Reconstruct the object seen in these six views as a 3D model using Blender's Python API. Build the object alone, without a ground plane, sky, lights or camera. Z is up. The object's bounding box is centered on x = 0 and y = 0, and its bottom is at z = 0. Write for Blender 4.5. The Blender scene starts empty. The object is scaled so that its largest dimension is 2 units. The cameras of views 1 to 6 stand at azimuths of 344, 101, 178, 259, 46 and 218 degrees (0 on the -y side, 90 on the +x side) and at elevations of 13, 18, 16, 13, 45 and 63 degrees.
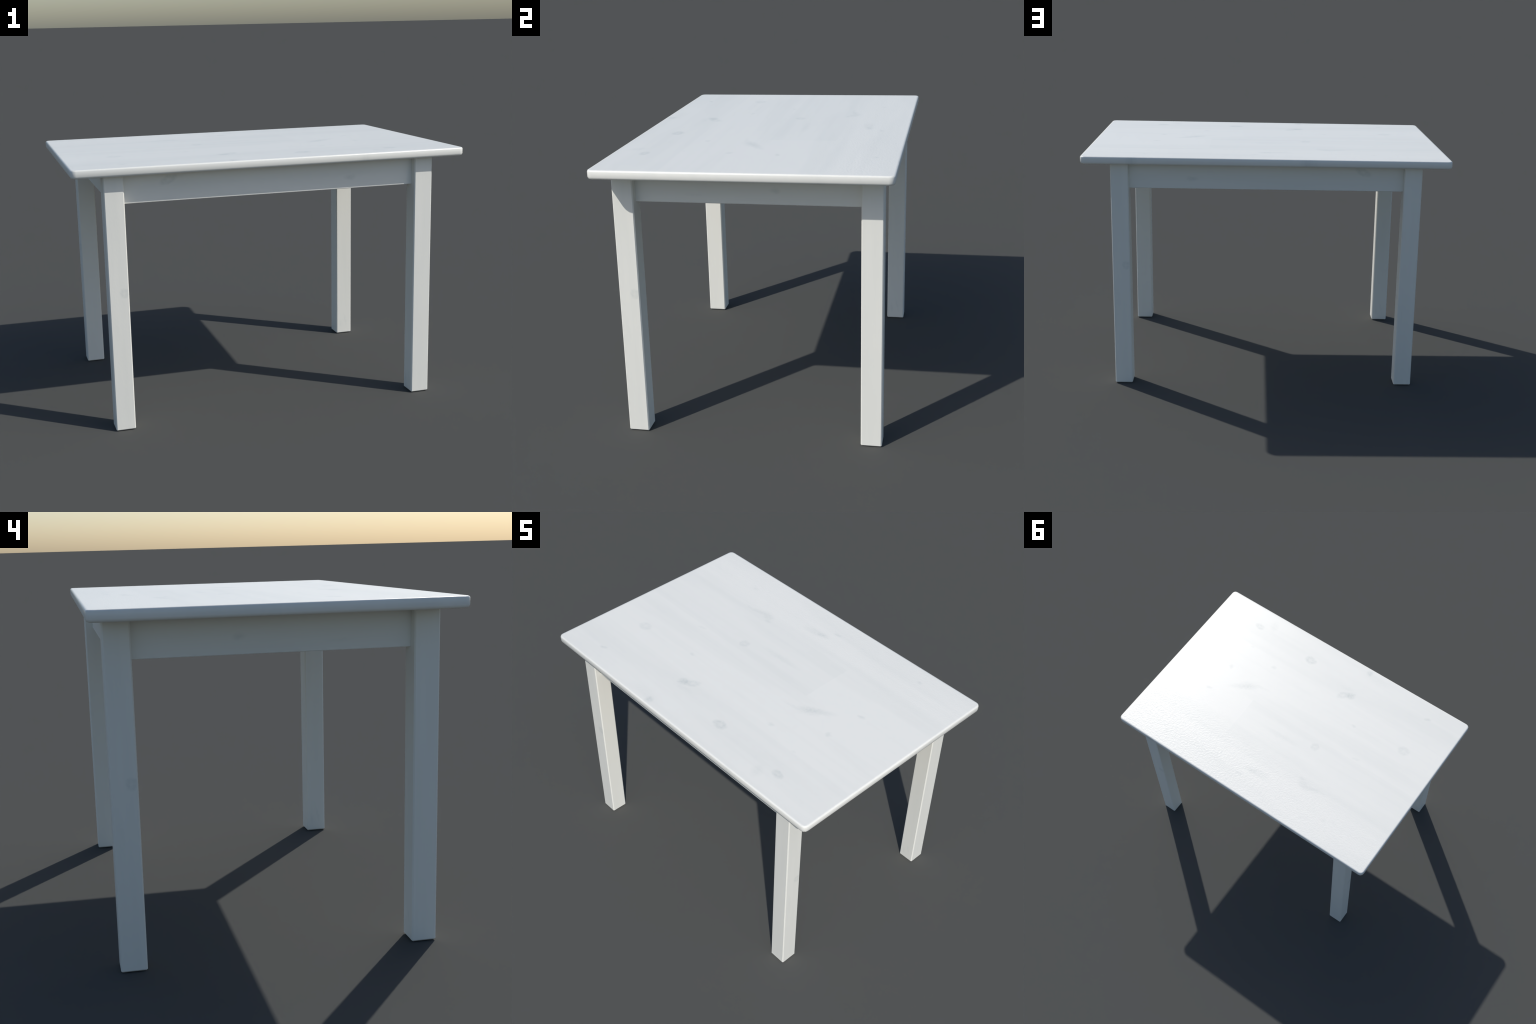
"""White painted pine dining table: a thick rounded slab top with four square
corner legs and a recessed apron frame.  Metres, z up, base at z = 0."""
import bpy, bmesh, math
from mathutils import Vector

# ------------------------------------------------------------------ sizes
HALF_X, HALF_Y = 1.000, 0.661        # tabletop half length / half depth
TOP_Z, UNDER_Z = 1.3186, 1.2763      # tabletop upper and lower face
EDGE_R_TOP, EDGE_R_LOW = 0.0072, 0.0120   # tabletop rim: crisp above, rounder below
CORNER_R = 0.026                     # plan radius of the tabletop corners
LEG_W = 0.0975                       # square leg
LEG_X, LEG_Y = 0.7985, 0.5575        # leg centres
LEG_CHAMFER = 0.0050
APRON_LOW = 1.1322                   # lower edge of the apron boards
APRON_T = 0.040                      # apron board thickness
APRON_OUT_X, APRON_OUT_Y = 0.8065, 0.5690   # outer faces of the apron boards
APRON_CHAMFER = 0.0025

scene = bpy.context.scene


# ------------------------------------------------------------------ node helpers
class Graph:
    def __init__(self, name):
        self.mat = bpy.data.materials.new(name)
        self.mat.use_nodes = True
        self.t = self.mat.node_tree
        self.t.nodes.clear()

    def node(self, kind, **props):
        n = self.t.nodes.new(kind)
        for k, v in props.items():
            setattr(n, k, v)
        return n

    def put(self, sock, val):
        if isinstance(val, bpy.types.NodeSocket):
            self.t.links.new(val, sock)
        else:
            sock.default_value = val

    def math(self, op, a, b=0.0, c=0.0, clamp=False):
        n = self.node('ShaderNodeMath', operation=op, use_clamp=clamp)
        for s, v in zip(n.inputs, (a, b, c)):
            self.put(s, v)
        return n.outputs[0]

    def smooth(self, x, lo, hi, a=0.0, b=1.0):
        n = self.node('ShaderNodeMapRange', interpolation_type='SMOOTHSTEP')
        for s, v in zip(n.inputs[:5], (x, lo, hi, a, b)):
            self.put(s, v)
        return n.outputs[0]

    def vmath(self, op, a, b=(0, 0, 0)):
        n = self.node('ShaderNodeVectorMath', operation=op)
        self.put(n.inputs[0], a)
        self.put(n.inputs[1], b)
        return n.outputs['Value'] if op in ('LENGTH', 'DOT_PRODUCT') else n.outputs['Vector']

    def noise(self, vec, scale, detail=3.0, rough=0.55):
        n = self.node('ShaderNodeTexNoise')
        self.put(n.inputs['Vector'], vec)
        n.inputs['Scale'].default_value = scale
        n.inputs['Detail'].default_value = detail
        n.inputs['Roughness'].default_value = rough
        return n.outputs[0], n.outputs[1]

    def mapping(self, vec, loc=(0, 0, 0), rot=(0, 0, 0), scale=(1, 1, 1), kind='POINT'):
        n = self.node('ShaderNodeMapping', vector_type=kind)
        self.put(n.inputs['Vector'], vec)
        n.inputs['Location'].default_value = loc
        n.inputs['Rotation'].default_value = rot
        n.inputs['Scale'].default_value = scale
        return n.outputs[0]

    def mix(self, fac, a, b):
        n = self.node('ShaderNodeMix', data_type='RGBA')
        self.put(n.inputs[0], fac)
        self.put(n.inputs[6], a)
        self.put(n.inputs[7], b)
        return n.outputs[2]


PAINT = (0.874, 0.869, 0.818, 1)      # white paint
SHOWTHROUGH = (0.590, 0.625, 0.600, 1)  # where knots grin through the paint


def knot_mask(g, uv, knots, depth=None):
    """Sum of soft knots.  Each knot: (u, v, radius_u, radius_v, turn_deg,
    strength, kind) with kind 'ring' (eye with pale heart) or 'blot'.
    In a leg the depth axis tells the outer face from the inner one."""
    total = None
    for u, v, ru, rv, turn, strength, kind in knots:
        p = g.mapping(uv, loc=(u, v, 0), rot=(0, 0, math.radians(turn)),
                      scale=(ru, rv, 1.0), kind='TEXTURE')
        d = g.vmath('LENGTH', p)
        if kind == 'ring':
            body = g.math('MULTIPLY', g.smooth(d, 1.45, 0.70),
                          g.smooth(d, 0.05, 0.65, 0.50, 1.0))
        else:
            body = g.smooth(d, 1.35, 0.15)
        body = g.math('MULTIPLY', body, strength)
        if depth is not None:    # outer-face knots (v > 0.3), foot streaks inside
            shown = g.smooth(depth, -.025, -.040) if v > 0.3 else g.smooth(depth, .025, .040)
            body = g.math('MULTIPLY', body, shown)
        total = body if total is None else g.math('ADD', total, body)
    return total


def painted_pine(name, knots, plane, grain_axis, boards=None, tint=PAINT,
                 roughness=0.42, bump=0.12, depth_axis=None):
    """White painted pine.  plane: axes (0/1/2) carrying the knot coordinates;
    grain_axis: axis along which the wood grain runs."""
    g = Graph(name)
    obj = g.node('ShaderNodeTexCoord').outputs['Object']
    xyz = g.node('ShaderNodeSeparateXYZ')
    g.put(xyz.inputs[0], obj)
    axes = xyz.outputs

    # coordinates in the knot plane, wobbled so that no knot is a clean ellipse
    comb = g.node('ShaderNodeCombineXYZ')
    g.put(comb.inputs[0], axes[plane[0]])
    g.put(comb.inputs[1], axes[plane[1]])
    flat = comb.outputs[0]
    wob = g.vmath('SUBTRACT', g.noise(flat, 34.0, 2.0)[1], (0.5, 0.5, 0.5))
    wob = g.vmath('MULTIPLY', wob, (0.020, 0.020, 0.0))
    uv = g.vmath('ADD', flat, wob)
    knot = knot_mask(g, uv, knots, axes[depth_axis] if depth_axis is not None else None)
    # the mottling inside a knot
    mott = g.noise(flat, 70.0, 2.0)[0]
    knot = g.math('MULTIPLY', knot, g.smooth(mott, 0.25, 0.7, 0.55, 1.15))

    # faint grain streaks and broad clouds in the paint
    st = [26.0, 26.0, 26.0]
    st[grain_axis] = 1.3
    streak = g.noise(g.mapping(obj, scale=st), 1.0, 4.0, 0.6)[0]
    st2 = [6.0, 6.0, 6.0]
    st2[grain_axis] = 0.9
    cloud = g.noise(g.mapping(obj, loc=(3.1, 1.7, 5.2), scale=st2), 1.0, 3.0, 0.5)[0]
    thin = g.math('ADD', g.smooth(streak, 0.35, 0.75, 0.0, 0.06),
                  g.smooth(cloud, 0.38, 0.72, 0.0, 0.11))
    amount = g.math('ADD', knot, thin)

    rough_board = None
    if boards:
        # glued boards: each a hair lighter or darker, joints along the grain
        for lo, hi, tone, start, stop in boards:
            inside = g.math('MULTIPLY', g.smooth(axes[1], lo - .008, lo + .008),
                            g.smooth(axes[1], hi + .008, hi - .008))
            inside = g.math('MULTIPLY', inside, g.smooth(axes[0], start - .004, start + .004))
            inside = g.math('MULTIPLY', inside, g.smooth(axes[0], stop + .004, stop - .004))
            amount = g.math('ADD', amount, g.math('MULTIPLY', inside, tone))
        rough_board = g.smooth(axes[1], 0.22, 0.46, 0.22, 1.0)
    amount = g.math('MAXIMUM', amount, 0.0, clamp=True)
    colour = g.mix(amount, tint, SHOWTHROUGH)

    # paint texture: orange peel drawn out a little along the grain
    peel = [100.0, 100.0, 100.0]
    peel[grain_axis] = 74.0
    h1 = g.noise(g.mapping(obj, scale=peel), 1.0, 3.0, 0.55)[0]
    fine = [280.0, 280.0, 280.0]
    fine[grain_axis] = 40.0
    h2 = g.noise(g.mapping(obj, scale=fine), 1.0, 2.0, 0.5)[0]
    height = g.math('ADD', h1, g.math('MULTIPLY', h2, 0.22))
    if rough_board is not None:
        # the sanded rim is smooth; only the broad faces carry brush texture
        nz = g.node('ShaderNodeSeparateXYZ')
        g.put(nz.inputs[0], g.node('ShaderNodeNewGeometry').outputs['True Normal'])
        face = g.smooth(g.math('ABSOLUTE', nz.outputs[2]), 0.93, 0.999, 0.03, 1.0)
        height = g.math('MULTIPLY', height, g.math('MULTIPLY', rough_board, face))
    bn = g.node('ShaderNodeBump')
    bn.inputs['Strength'].default_value = bump
    bn.inputs['Distance'].default_value = 0.004
    g.put(bn.inputs['Height'], height)

    bsdf = g.node('ShaderNodeBsdfPrincipled')
    g.put(bsdf.inputs['Base Color'], colour)
    g.put(bsdf.inputs['Roughness'], g.math('ADD', roughness, g.math('MULTIPLY', knot, 0.05)))
    bsdf.inputs['IOR'].default_value = 1.5
    g.put(bsdf.inputs['Normal'], bn.outputs[0])
    out = g.node('ShaderNodeOutputMaterial')
    g.t.links.new(bsdf.outputs[0], out.inputs[0])
    return g.mat


# ------------------------------------------------------------------ knots
TOP_KNOTS = [   # x, y, half sizes, turn, strength, kind
    (0.188, -0.477, .037, .026, -4, .42, 'ring'),
    (-0.737, -0.239, .036, .027, 8, .22, 'ring'),
    (-0.233, 0.077, .026, .025, 0, .27, 'ring'),
    (0.654, -0.506, .031, .021, -10, .36, 'ring'),
    (0.567, -0.565, .034, .045, 20, .16, 'blot'),
    (-0.206, -0.392, .034, .027, 35, .50, 'blot'),
    (-0.160, -0.370, .038, .024, 40, .26, 'ring'),
    (-0.155, -0.430, .075, .020, 8, .10, 'blot'),
    (-0.216, -0.626, .024, .026, 0, .40, 'blot'),
    (-0.275, -0.600, .120, .030, 0, .10, 'blot'),
    (-0.740, -0.537, .026, .012, 12, .34, 'blot'),
    (-0.358, -0.206, .018, .011, 0, .24, 'blot'),
    (-0.507, -0.003, .030, .011, 10, .18, 'blot'),
    (-0.340, 0.355, .055, .030, -8, .26, 'blot'),
    (-0.410, 0.345, .045, .017, 10, .26, 'blot'),
    (-0.300, 0.320, .026, .014, 0, .18, 'blot'),
    (-0.470, 0.335, .035, .009, -8, .12, 'blot'),
    (-0.040, 0.455, .095, .028, 6, .20, 'blot'),
    (0.012, 0.461, .036, .016, 6, .24, 'blot'),
    (0.068, 0.530, .030, .012, 6, .24, 'blot'),
    (0.662, 0.552, .018, .013, 0, .24, 'blot'),
    (-0.590, 0.492, .022, .016, 0, .14, 'blot'),
    (0.458, -0.026, .100, .024, 30, .24, 'blot'),
    (0.415, -0.062, .075, .040, 24, .22, 'blot'),
    (0.330, -0.096, .060, .012, 6, .14, 'blot'),
    (0.642, 0.111, .026, .013, 10, .34, 'blot'),
    (0.618, -0.113, .022, .017, -6, .32, 'blot'),
    (0.365, -0.279, .022, .015, 0, .24, 'blot'),
    (0.592, -0.334, .014, .008, 0, .14, 'blot'),
    (0.000, 0.140, .130, .022, 2, .16, 'blot'),
    (0.455, -0.660, .030, .020, 0, .16, 'blot'),
    (0.728, 0.662, .035, .014, 0, .30, 'blot'),
    (-0.225, 0.662, .050, .014, 0, .26, 'blot'),
]
BOARDS = [      # y from, y to, tone, x from, x to
    (-0.70, -0.345, 0.03, -1.1, 1.1),
    (-0.345, 0.015, -0.03, -1.1, 1.1),
    (0.015, 0.175, 0.05, -1.1, 0.325),
    (0.175, 0.337, 0.03, -1.1, 0.325),
    (0.015, 0.337, -0.05, 0.325, 1.1),
]
LONG_APRON_KNOTS = [
    (-0.527, 1.237, .040, .018, 22, .32, 'ring'),
    (-0.470, 1.256, .050, .014, 10, .14, 'blot'),
    (0.407, 1.189, .030, .015, 0, .36, 'blot'),
]
SHORT_APRON_KNOTS = [
    (0.127, 1.196, .024, .014, 0, .34, 'blot'),
    (-0.240, 1.170, .050, .010, 0, .10, 'blot'),
]

mat_top = painted_pine('white_paint_top', TOP_KNOTS, (0, 1), 0, BOARDS, roughness=0.33, bump=0.22)
mat_long = painted_pine('white_paint_long_apron', LONG_APRON_KNOTS, (0, 2), 0, bump=0.05)
mat_short = painted_pine('white_paint_short_apron', SHORT_APRON_KNOTS, (1, 2), 1, bump=0.05)
LEG_KNOTS = [
    (0.026, 0.701, .019, .021, 0, .30, 'ring'),
    (-0.020, 0.520, .012, .080, 4, .08, 'blot'),
    (-0.010, 0.085, .008, .045, -12, .16, 'blot'),
    (0.022, 0.065, .012, .030, -8, .14, 'blot'),
]
mat_leg = painted_pine('white_paint_leg', LEG_KNOTS, (0, 2), 2, bump=0.05, depth_axis=1,
                       tint=(0.880, 0.874, 0.815, 1))


# ------------------------------------------------------------------ geometry
def finish(name, bm, mat, parent, smooth=True):
    bmesh.ops.recalc_face_normals(bm, faces=bm.faces)
    me = bpy.data.meshes.new(name)
    bm.to_mesh(me)
    bm.free()
    for p in me.polygons:
        p.use_smooth = smooth
    me.materials.append(mat)
    ob = bpy.data.objects.new(name, me)
    scene.collection.objects.link(ob)
    ob.parent = parent
    return ob


def rounded_rect(hx, hy, r, seg=3):
    pts = []
    for cx, cy, a0 in ((hx - r, hy - r, 0), (-hx + r, hy - r, 90),
                       (-hx + r, -hy + r, 180), (hx - r, -hy + r, 270)):
        for i in range(seg + 1):
            a = math.radians(a0 + 90 * i / seg)
            pts.append((cx + r * math.cos(a), cy + r * math.sin(a)))
    return pts


def slab(name, mat, parent):
    """Tabletop lofted through rounded rectangles: flat faces, half-round rim."""
    bm = bmesh.new()
    flat = .004                  # flat margin that keeps the broad faces level
    rings = [(EDGE_R_LOW + flat, UNDER_Z)]
    for a in (90, 45, 0):        # lower quarter round, then the upper one
        s = math.radians(a)
        rings.append((EDGE_R_LOW * (1 - math.cos(s)), UNDER_Z + EDGE_R_LOW * (1 - math.sin(s))))
    for a in (0, 45, 90):
        s = math.radians(a)
        rings.append((EDGE_R_TOP * (1 - math.cos(s)), TOP_Z - EDGE_R_TOP * (1 - math.sin(s))))
    rings.append((EDGE_R_TOP + flat, TOP_Z))
    loops = []
    for inset, z in rings:
        pts = rounded_rect(HALF_X - inset, HALF_Y - inset, max(CORNER_R - inset, .004))
        loops.append([bm.verts.new((x, y, z)) for x, y in pts])
    for a, b in zip(loops, loops[1:]):
        n = len(a)
        for i in range(n):
            bm.faces.new((a[i], a[(i + 1) % n], b[(i + 1) % n], b[i]))
    bm.faces.new(loops[0][::-1])
    bm.faces.new(loops[-1])
    ob = finish(name, bm, mat, parent)
    return ob


def chamfered_bar(name, lo, hi, chamfer, mat, parent):
    bm = bmesh.new()
    bmesh.ops.create_cube(bm, size=1.0)
    for v in bm.verts:
        v.co = Vector([lo[i] if v.co[i] < 0 else hi[i] for i in range(3)])
    bmesh.ops.bevel(bm, geom=list(bm.edges), offset=chamfer, segments=1,
                    profile=0.5, affect='EDGES')
    return finish(name, bm, mat, parent, smooth=False)   # crisp planed chamfers


table = bpy.data.objects.new('dining_table', None)
table['label'] = 'white painted pine dining table with square legs'
table['category'] = 'table'
scene.collection.objects.link(table)

slab('tabletop', mat_top, table)

# four legs share one mesh, each turned a quarter further round the table
h = LEG_W / 2
first_leg = chamfered_bar('leg', (-h, -h, 0), (h, h, UNDER_Z + .001), LEG_CHAMFER, mat_leg, table)
corners = [(-LEG_X, -LEG_Y), (LEG_X, -LEG_Y), (LEG_X, LEG_Y), (-LEG_X, LEG_Y)]
for k, (x, y) in enumerate(corners):
    leg = first_leg if k == 0 else first_leg.copy()
    if k:
        scene.collection.objects.link(leg)
        leg.name = 'leg'
    leg.location = (x, y, 0)
    leg.rotation_euler = (0, 0, math.radians(90 * k))

# apron boards between the legs, set back from the leg faces
in_x = LEG_X - h + .002
in_y = LEG_Y - h + .002
z1 = UNDER_Z + .001
for s in (-1, 1):
    ys = sorted((s * APRON_OUT_Y, s * (APRON_OUT_Y - APRON_T)))
    chamfered_bar('apron', (-in_x, ys[0], APRON_LOW), (in_x, ys[1], z1), APRON_CHAMFER, mat_long, table)
for s in (-1, 1):
    xs = sorted((s * APRON_OUT_X, s * (APRON_OUT_X - APRON_T)))
    chamfered_bar('apron', (xs[0], -in_y, APRON_LOW), (xs[1], in_y, z1), APRON_CHAMFER, mat_short, table)
